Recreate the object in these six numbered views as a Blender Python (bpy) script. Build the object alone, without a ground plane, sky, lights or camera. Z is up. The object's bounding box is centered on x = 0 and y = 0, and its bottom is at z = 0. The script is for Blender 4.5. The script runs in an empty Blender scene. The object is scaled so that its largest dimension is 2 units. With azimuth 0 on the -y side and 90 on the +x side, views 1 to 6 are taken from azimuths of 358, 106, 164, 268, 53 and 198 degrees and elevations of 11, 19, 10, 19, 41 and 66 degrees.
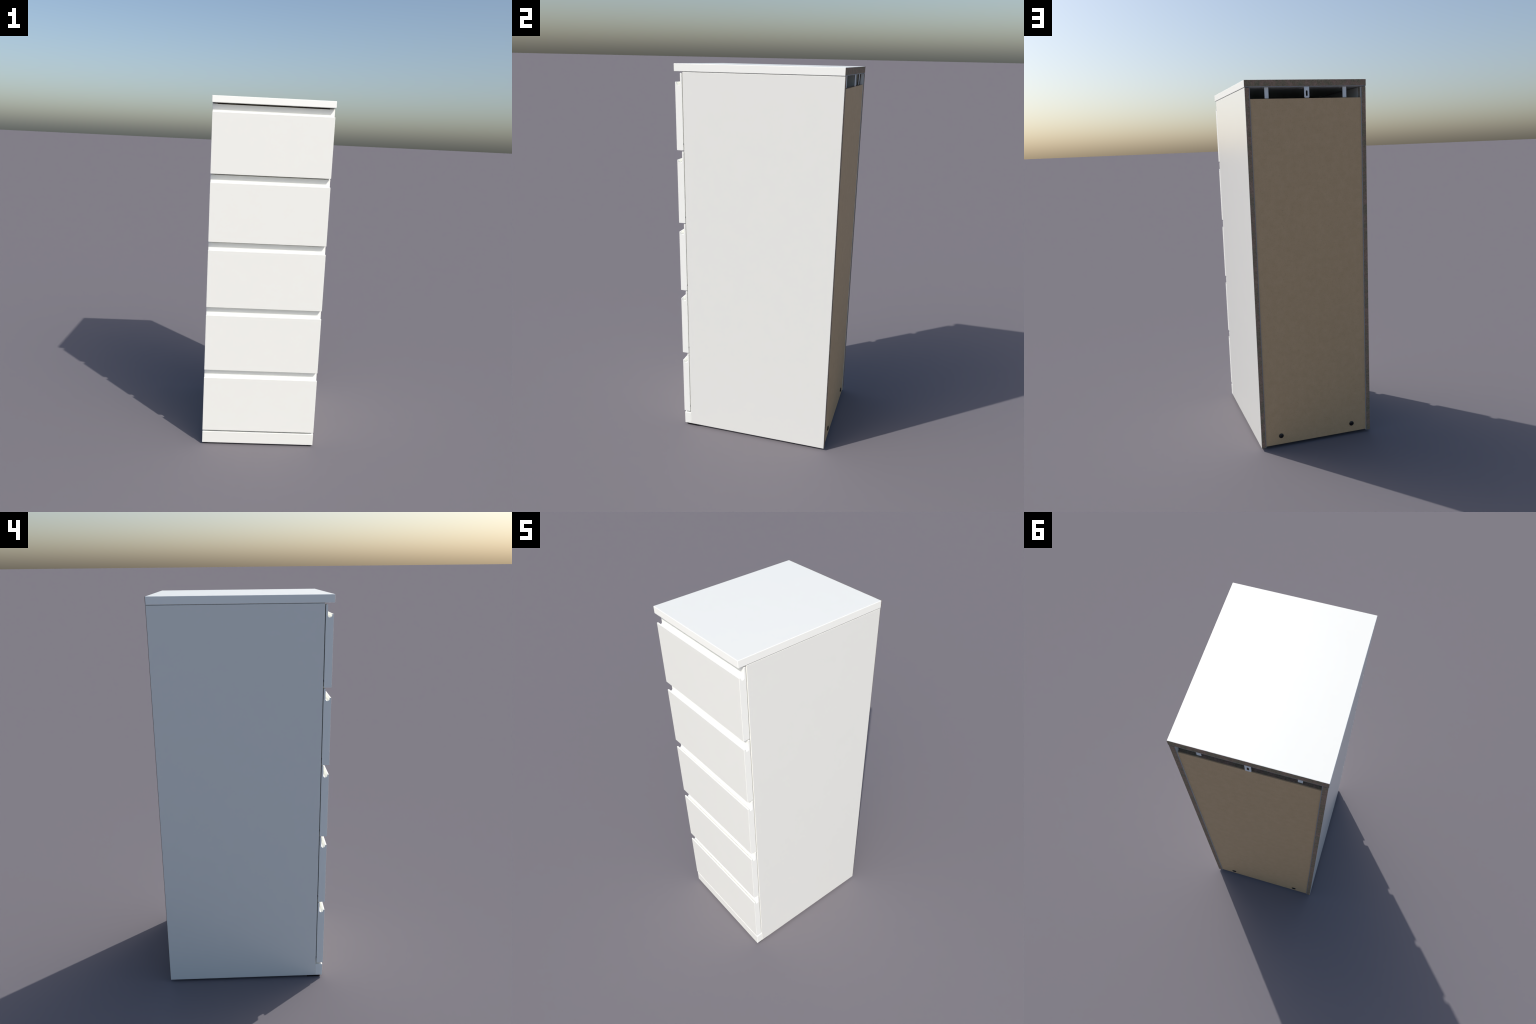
"""Tall narrow five-drawer chest, white lacquered board, open particleboard rear edges."""
import bpy, bmesh, math
from mathutils import Vector

# ------------------------------------------------------------------ sizes (m)
HALF_W, HALF_D, HEIGHT = 0.331, 0.412, 2.0        # top panel
TOP_FRONT = -0.4143                               # front edge of the top panel
TOP_Z = 1.9643                                    # underside of top panel
SIDE_X, SIDE_IN = 0.3293, 0.3030                  # side panel outer / inner face
SIDE_FRONT, SIDE_TOP, SIDE_BOTTOM = -0.3715, 1.9618, 0.0110
FRONT_X = 0.3283                                  # half width of drawer fronts
FRONT_Y, BACK_Y = -0.4111, -0.3757                # drawer front: front / rear face
LIP_Y = -0.3845                                   # front of the thin lip behind the grip groove
GROOVE_FRONT_Y = -0.4035
FRONT_H, LIP_H, GROOVE_DEPTH = 0.3275, 0.3690, 0.0148
DRAWER_Z0, PITCH, COUNT = 0.0898, 0.3747, 5
BACK_FACE, BACK_TOP, BACK_BOTTOM = 0.4086, 1.9063, 0.0160


# ------------------------------------------------------------------ materials
def nodes_for(name):
    m = bpy.data.materials.new(name)
    m.use_nodes = True
    nt = m.node_tree
    return m, nt, nt.nodes["Principled BSDF"]


def noise(nt, scale, detail=4.0, rough=0.6, stretch=(1, 1, 1)):
    tc = nt.nodes.new("ShaderNodeTexCoord")
    mp = nt.nodes.new("ShaderNodeMapping")
    mp.inputs["Scale"].default_value = stretch
    n = nt.nodes.new("ShaderNodeTexNoise")
    n.inputs["Scale"].default_value = scale
    n.inputs["Detail"].default_value = detail
    n.inputs["Roughness"].default_value = rough
    nt.links.new(tc.outputs["Object"], mp.inputs["Vector"])
    nt.links.new(mp.outputs["Vector"], n.inputs["Vector"])
    return n


def ramp(nt, src, stops):
    r = nt.nodes.new("ShaderNodeValToRGB")
    el = r.color_ramp.elements
    while len(el) < len(stops):
        el.new(0.5)
    for e, (p, c) in zip(el, stops):
        e.position = p
        e.color = (*c, 1.0)
    nt.links.new(src, r.inputs["Fac"])
    return r


def mix(nt, a, b, fac, mode="MIX"):
    m = nt.nodes.new("ShaderNodeMix")
    m.data_type = "RGBA"
    m.blend_type = mode
    if isinstance(fac, (int, float)):
        m.inputs[0].default_value = fac
    else:
        nt.links.new(fac, m.inputs[0])
    nt.links.new(a, m.inputs[6])
    nt.links.new(b, m.inputs[7])
    return m.outputs[2]


def white_foil(name, tint, rough):
    m, nt, b = nodes_for(name)
    n = noise(nt, 9.0, 3.0)
    lo = tuple(c * 0.995 for c in tint)
    r = ramp(nt, n.outputs["Fac"], [(0.35, lo), (0.65, tint)])
    nt.links.new(r.outputs["Color"], b.inputs["Base Color"])
    b.inputs["Roughness"].default_value = rough
    b.inputs["IOR"].default_value = 1.5
    fine = noise(nt, 900.0, 2.0)
    bump = nt.nodes.new("ShaderNodeBump")
    bump.inputs["Strength"].default_value = 0.03
    bump.inputs["Distance"].default_value = 0.0004
    nt.links.new(fine.outputs["Fac"], bump.inputs["Height"])
    nt.links.new(bump.outputs["Normal"], b.inputs["Normal"])
    return m


def particleboard():
    m, nt, b = nodes_for("particleboard")
    tc = nt.nodes.new("ShaderNodeTexCoord")
    v = nt.nodes.new("ShaderNodeTexVoronoi")
    v.inputs["Scale"].default_value = 210.0
    nt.links.new(tc.outputs["Object"], v.inputs["Vector"])
    chips = ramp(nt, v.outputs["Color"], [(0.0, (0.090, 0.064, 0.042)), (0.45, (0.260, 0.195, 0.132)),
                                          (1.0, (0.430, 0.330, 0.230))])
    n = noise(nt, 38.0, 4.0, 0.6)
    blot = ramp(nt, n.outputs["Fac"], [(0.34, (0.205, 0.190, 0.120)), (0.48, (0.275, 0.215, 0.140)),
                                       (0.53, (0.300, 0.195, 0.140)), (0.68, (0.430, 0.265, 0.205))])
    col = mix(nt, chips.outputs["Color"], blot.outputs["Color"], 0.6)
    nt.links.new(col, b.inputs["Base Color"])
    b.inputs["Roughness"].default_value = 0.9
    b.inputs["Specular IOR Level"].default_value = 0.2
    bump = nt.nodes.new("ShaderNodeBump")
    bump.inputs["Strength"].default_value = 0.4
    bump.inputs["Distance"].default_value = 0.0008
    nt.links.new(v.outputs["Distance"], bump.inputs["Height"])
    nt.links.new(bump.outputs["Normal"], b.inputs["Normal"])
    return m


def hardboard():
    m, nt, b = nodes_for("hardboard")
    n1 = noise(nt, 30.0, 6.0, 0.75)
    base = ramp(nt, n1.outputs["Fac"], [(0.3, (0.585, 0.390, 0.210)), (0.7, (0.650, 0.443, 0.248))])
    n2 = noise(nt, 220.0, 4.0, 0.7)
    spots = ramp(nt, n2.outputs["Fac"], [(0.30, (0.66, 0.65, 0.63)), (0.45, (0.97, 0.97, 0.97)), (0.70, (1.0, 1.0, 1.0))])
    col = mix(nt, base.outputs["Color"], spots.outputs["Color"], 0.7, "MULTIPLY")
    nt.links.new(col, b.inputs["Base Color"])
    b.inputs["Roughness"].default_value = 0.65
    b.inputs["Specular IOR Level"].default_value = 0.3
    return m


def plain(name, col, rough, metallic=0.0):
    m, nt, b = nodes_for(name)
    n = noise(nt, 60.0, 3.0)
    r = ramp(nt, n.outputs["Fac"], [(0.3, tuple(c * 0.94 for c in col)), (0.7, col)])
    nt.links.new(r.outputs["Color"], b.inputs["Base Color"])
    b.inputs["Roughness"].default_value = rough
    b.inputs["Metallic"].default_value = metallic
    return m


WHITE = white_foil("white_foil", (0.846, 0.853, 0.806), 0.35)          # broad faces
GLOSS = white_foil("white_foil_glossy", (0.848, 0.853, 0.808), 0.22)   # side panels, smoother foil
EDGE = white_foil("white_edge_band", (0.955, 0.965, 0.915), 0.40)    # brighter edge banding
LAMINATE = plain("laminate_edge", (0.29, 0.295, 0.31), 0.5)
CHIP = particleboard()
BOARD = hardboard()
METAL = plain("painted_metal", (0.82, 0.83, 0.82), 0.4)
STEEL = plain("zinc_steel", (0.45, 0.44, 0.43), 0.35, 0.9)
RUBBER = plain("black_plastic", (0.006, 0.006, 0.007), 0.25)
BOXWHITE = plain("drawer_box_foil", (0.72, 0.72, 0.70), 0.5)


# ------------------------------------------------------------------ builders
def finish(name, bm, mat, parent, bevel=0.0, seg=2, loc=(0, 0, 0), faced=None):
    """mat covers the object; with faced=(test, broad) the faces that pass the test take the broad material."""
    bmesh.ops.recalc_face_normals(bm, faces=bm.faces)
    if bevel:
        edges = [e for e in bm.edges if len(e.link_faces) == 2 and e.calc_face_angle(0) > math.radians(50)]
        bmesh.ops.bevel(bm, geom=edges, offset=bevel, segments=seg, profile=0.5, affect="EDGES",
                        clamp_overlap=True)
    me = bpy.data.meshes.new(name)
    bm.to_mesh(me)
    bm.free()
    for p in me.polygons:
        p.use_smooth = True
    me.materials.append(mat)
    if faced:
        for extra in faced[1:]:
            me.materials.append(extra)
        for p in me.polygons:
            p.material_index = int(faced[0](p.normal, p.center, p.area))
    ob = bpy.data.objects.new(name, me)
    bpy.context.collection.objects.link(ob)
    ob.location = loc
    ob.parent = parent
    w = ob.modifiers.new("even_shading", "WEIGHTED_NORMAL")
    w.keep_sharp = True
    w.weight = 100
    return ob


def add_box(bm, lo, hi):
    vs = [bm.verts.new((x, y, z)) for x in (lo[0], hi[0]) for y in (lo[1], hi[1]) for z in (lo[2], hi[2])]
    for f in ((0, 1, 3, 2), (4, 6, 7, 5), (0, 4, 5, 1), (2, 3, 7, 6), (0, 2, 6, 4), (1, 5, 7, 3)):
        bm.faces.new([vs[i] for i in f])


def box(name, lo, hi, mat, parent, bevel=0.0012, seg=2, faced=None):
    bm = bmesh.new()
    add_box(bm, lo, hi)
    return finish(name, bm, mat, parent, bevel, seg, faced=faced)


def extrude(name, outline, axis, a, b, mat, parent, bevel=0.0, holes=(), loc=(0, 0, 0), faced=None):
    """Prism over a 2D outline; axis 0 -> outline is (y, z), 1 -> (x, z), 2 -> (x, y)."""
    def place(p, t):
        q = list(p)
        q.insert(axis, t)
        return q
    bm = bmesh.new()
    ends = []
    for t in (a, b):
        loops, edges = [], []
        for path in (outline, *holes):
            vs = [bm.verts.new(place(p, t)) for p in path]
            edges += [bm.edges.new((vs[i], vs[(i + 1) % len(vs)])) for i in range(len(vs))]
            loops.append(vs)
        if holes:
            bmesh.ops.triangle_fill(bm, use_beauty=True, edges=edges)
        else:
            bm.faces.new(loops[0])
        ends.append(loops)
    for la, lb in zip(*ends):
        n = len(la)
        for i in range(n):
            bm.faces.new((la[i], la[(i + 1) % n], lb[(i + 1) % n], lb[i]))
    return finish(name, bm, mat, parent, bevel, 2, loc, faced)


def arc(cx, cy, r, a0, a1, n=8):
    return [(cx + r * math.cos(math.radians(a0 + (a1 - a0) * i / n)),
             cy + r * math.sin(math.radians(a0 + (a1 - a0) * i / n))) for i in range(n + 1)]


def dome(name, center, radius, height, direction, mat, parent, rim=0.35, n=32):
    """Round button head: cylinder rim closed by a shallow dome, pointing along a direction."""
    bm = bmesh.new()
    prof = [(radius, 0.0), (radius, height * rim)]
    prof += [(radius * math.cos(t), height * (rim + (1 - rim) * math.sin(t)))
             for t in (math.pi / 2 * k / 6 for k in range(1, 6))]
    rings = [[bm.verts.new((r * math.cos(2 * math.pi * i / n), r * math.sin(2 * math.pi * i / n), h))
              for i in range(n)] for r, h in prof]
    for r0, r1 in zip(rings, rings[1:]):
        for i in range(n):
            bm.faces.new((r0[i], r0[(i + 1) % n], r1[(i + 1) % n], r1[i]))
    bm.faces.new(rings[-1])
    bm.faces.new(rings[0][::-1])
    rot = Vector((0, 0, 1)).rotation_difference(Vector(direction)).to_matrix()
    bmesh.ops.rotate(bm, verts=bm.verts, cent=(0, 0, 0), matrix=rot)
    return finish(name, bm, mat, parent, loc=center)


# ------------------------------------------------------------------ the chest
chest = bpy.data.objects.new("chest_of_drawers", None)
bpy.context.collection.objects.link(chest)
chest["label"] = "tall narrow white five-drawer chest with brown back board"
chest["category"] = "chest of drawers"

SKIN = 0.0030     # laminate thickness that shows at the raw rear edges
CORE = 0.0014     # the raw core strip closes the board at the rear

# top panel: laminated board, raw at the back
top = box("top_panel", (-HALF_W, TOP_FRONT, TOP_Z), (HALF_W, HALF_D - CORE, HEIGHT), EDGE, chest, 0.0018,
          faced=(lambda n, c, a: abs(n.z) > 0.99, WHITE))
box("laminate_edge", (-HALF_W + 0.0005, HALF_D - CORE + 0.0001, TOP_Z + 0.0002),
    (HALF_W - 0.0005, HALF_D - 0.0002, TOP_Z + SKIN), LAMINATE, top, 0)
box("raw_edge", (-HALF_W + 0.0004, HALF_D - CORE + 0.0001, TOP_Z + SKIN),
    (HALF_W - 0.0004, HALF_D, HEIGHT - 0.0007), CHIP, top, 0)

# side panels with the slot for the back rail
for s in (1, -1):
    outline = [(SIDE_X, SIDE_FRONT), (SIDE_X, HALF_D - CORE), (SIDE_IN, HALF_D - CORE), (SIDE_IN, 0.3925),
               (SIDE_IN + 0.010, 0.3925), (SIDE_IN + 0.010, 0.3765), (SIDE_IN, 0.3765), (SIDE_IN, SIDE_FRONT)]
    side = extrude("side_panel", [(s * x, y) for x, y in outline], 2, SIDE_BOTTOM, SIDE_TOP, EDGE, chest, 0.0012,
                   faced=(lambda n, c, a: 2 if abs(c.x) > SIDE_IN + 0.0003 and abs(c.x) < SIDE_X - 0.004 and 0.376 < c.y < 0.393
                          else abs(n.x) > 0.99, GLOSS, CHIP))
    xs = sorted((s * (SIDE_IN + SKIN), s * (SIDE_X - 0.0006)))
    box("raw_edge", (xs[0], HALF_D - CORE + 0.0001, SIDE_BOTTOM + 0.0004), (xs[1], HALF_D, SIDE_TOP), CHIP, side, 0)
    xs = sorted((s * SIDE_IN, s * (SIDE_IN + SKIN)))
    box("laminate_edge", (xs[0], HALF_D - CORE + 0.0001, SIDE_BOTTOM + 0.0004),
        (xs[1], HALF_D - 0.0002, SIDE_TOP), LAMINATE, side, 0)
    # shadow joint: the panel's dowelled core meets the top a little inside its faces
    xs = sorted((s * (SIDE_IN + 0.003), s * (SIDE_X - 0.0013)))
    box("joint_strip", (xs[0], SIDE_FRONT + 0.002, SIDE_TOP - 0.002), (xs[1], HALF_D - 0.002, TOP_Z + 0.001),
        WHITE, side, 0)

# plinth, base board and cross rails
box("plinth", (-FRONT_X, -0.4082, 0.0098), (FRONT_X, SIDE_FRONT - 0.0003, 0.0785), EDGE, chest, 0.0016,
    faced=(lambda n, c, a: n.y < -0.99, WHITE))
box("base_board", (-SIDE_IN + 0.0005, SIDE_FRONT + 0.002, 0.0300), (SIDE_IN - 0.0005, 0.375, 0.0560), WHITE, chest)
box("back_rail", (-SIDE_IN - 0.0085, 0.3770, 1.7900), (SIDE_IN + 0.0085, 0.3798, BACK_TOP - 0.0022), CHIP, chest, 0.0006)
box("stretcher", (-SIDE_IN + 0.0006, 0.3800, 1.7800), (SIDE_IN - 0.0006, 0.4032, BACK_TOP - 0.0008), CHIP, chest, 0.0004)
box("front_rail", (-SIDE_IN + 0.0005, -0.348, 1.905), (SIDE_IN - 0.0005, -0.330, TOP_Z - 0.0005), CHIP, chest)  # dark chip colour instead of white, deepens the shadow in the gap under the top

for k in range(1, COUNT):
    z = DRAWER_Z0 + k * PITCH
    box("divider_rail", (-SIDE_IN + 0.0005, SIDE_FRONT + 0.001, z - 0.016), (SIDE_IN - 0.0005, -0.335, z + 0.0095), WHITE, chest)

# hardboard back with its two plastic bolts caps
back = box("back_panel", (-SIDE_IN + 0.0004, 0.4034, BACK_BOTTOM), (SIDE_IN - 0.0004, BACK_FACE, BACK_TOP), BOARD, chest, 0.0006)
for x in (0.2130, -0.2135):
    dome("bolt_cap", (x, BACK_FACE, 0.0658), 0.0137, 0.0057, (0, 1, 0), RUBBER, back)

# wall bracket in the middle, two angle clips beside it
def angle_clip(name, x, half, y, z_low, depth, slot, round_r, screw_y):
    t = 0.0028
    outline = [(x - half, TOP_Z - 0.0004)] + \
        [(x - half, z_low + round_r)] + arc(x - half + round_r, z_low + round_r, round_r, 180, 270, 5)[1:] + \
        arc(x + half - round_r, z_low + round_r, round_r, 270, 360, 5) + [(x + half, TOP_Z - 0.0004)]
    holes = []
    if slot:
        w, z0, z1 = slot
        holes = [arc(x, z1 - w, w, 0, 180, 10) + arc(x, z0 + w, w, 180, 360, 10)]
    clip = extrude(name, outline, 1, y - t, y, METAL, chest, 0, holes)
    # horizontal leaf that is screwed under the top
    box("bracket_leaf", (x - half, y - depth, TOP_Z - t - 0.0002), (x + half, y - t - 0.0001, TOP_Z - 0.0002), METAL, clip, 0.0006)
    dome("screw", (x, screw_y, TOP_Z - t - 0.0002), 0.0066, 0.0035, (0, 0, -1), STEEL, clip)
    return clip


wall = angle_clip("wall_bracket", 0.0, 0.0136, 0.4098, 1.9082, 0.078, (0.0050, 1.9168, 1.9452), 0.0060, 0.352)
# pressed gusset in the bend of the bracket
bm = bmesh.new()
tri = [(0.4071, TOP_Z - 0.0145), (0.4071, TOP_Z - 0.0028), (0.3955, TOP_Z - 0.0028)]
va = [bm.verts.new((-0.0022, *p)) for p in tri]
vb = [bm.verts.new((0.0022, *p)) for p in tri]
bm.faces.new(va); bm.faces.new(vb)
for i in range(3):
    bm.faces.new((va[i], va[(i + 1) % 3], vb[(i + 1) % 3], vb[i]))
finish("gusset", bm, METAL, wall, 0.0008)
for x in (0.2127, -0.2136):
    angle_clip("angle_clip", x, 0.0104, 0.3988, 1.9088, 0.045, None, 0.0012, 0.374)

# feet
for s in (1, -1):
    for y0, y1, x0, x1 in ((-0.397, -0.327, 0.296, 0.3255), (0.218, 0.336, 0.296, 0.316)):
        xs = sorted((s * x0, s * x1))
        box("foot_pad", (xs[0], y0, 0.0), (xs[1], y1, SIDE_BOTTOM - 0.0002 if y0 > 0 else 0.0096), RUBBER, chest, 0.0012)

# ------------------------------------------------------------------ drawers
def front_outline():
    rg = (LIP_Y - GROOVE_FRONT_Y) / 2
    cy = (LIP_Y + GROOVE_FRONT_Y) / 2
    cz = FRONT_H - GROOVE_DEPTH + rg
    e = 0.0016
    pts = arc(FRONT_Y + e, e, e, 180, 270, 3)                                # lower front edge
    pts += arc(BACK_Y - e, e, e, 270, 360, 3)                                # lower rear edge
    r = 0.0022
    pts += arc(BACK_Y - r, LIP_H - r, r, 0, 90, 4)
    pts += arc(LIP_Y + r, LIP_H - r, r, 90, 180, 4)                          # rounded lip
    pts += arc(cy, cz, rg, 0, -180, 14)                                      # finger groove
    pts += arc(GROOVE_FRONT_Y - e, FRONT_H - e, e, 0, 90, 3)
    pts += arc(FRONT_Y + e, FRONT_H - e, e, 90, 180, 3)
    return pts


def drawer_box():
    bm = bmesh.new()
    x, t, y0, y1, z0, z1 = 0.296, 0.020, BACK_Y + 0.0005, 0.312, 0.012, 0.299
    add_box(bm, (-x, y0, z0), (-x + t, y1, z1))
    add_box(bm, (x - t, y0, z0), (x, y1, z1))
    add_box(bm, (-x + t, y1 - t, z0), (x - t, y1, z1))
    add_box(bm, (-x + t, y0, z0 + 0.009), (x - t, y1 - t, z0 + 0.015))
    return bm


first = {}
for k in range(COUNT):
    z = DRAWER_Z0 + k * PITCH
    if not first:
        d = finish("drawer", drawer_box(), BOXWHITE, chest, 0.0008, loc=(0, 0, z))
        f = extrude("drawer_front", front_outline(), 0, -FRONT_X, FRONT_X, EDGE, d, 0.0010,
                    faced=(lambda n, c, a: n.y < -0.99 and c.y < FRONT_Y + 0.0005, WHITE))
        pads = []
        for s in (1, -1):
            pads.append(dome("bumper", (s * 0.3195, BACK_Y - 0.0002, 0.0310), 0.0060, 0.0036, (0, 1, 0), RUBBER, d))
        runners = []
        for s in (1, -1):
            xs = sorted((s * 0.2964, s * 0.3027))
            runners.append(box("drawer_runner", (xs[0], -0.355, 0.060), (xs[1], 0.305, 0.085), STEEL, d, 0.0008))
        first = {"d": d, "kids": [f, *pads, *runners]}
    else:
        d = first["d"].copy()
        d.location = (0, 0, z)
        bpy.context.collection.objects.link(d)
        for c in first["kids"]:
            n = c.copy()
            n.parent = d
            bpy.context.collection.objects.link(n)
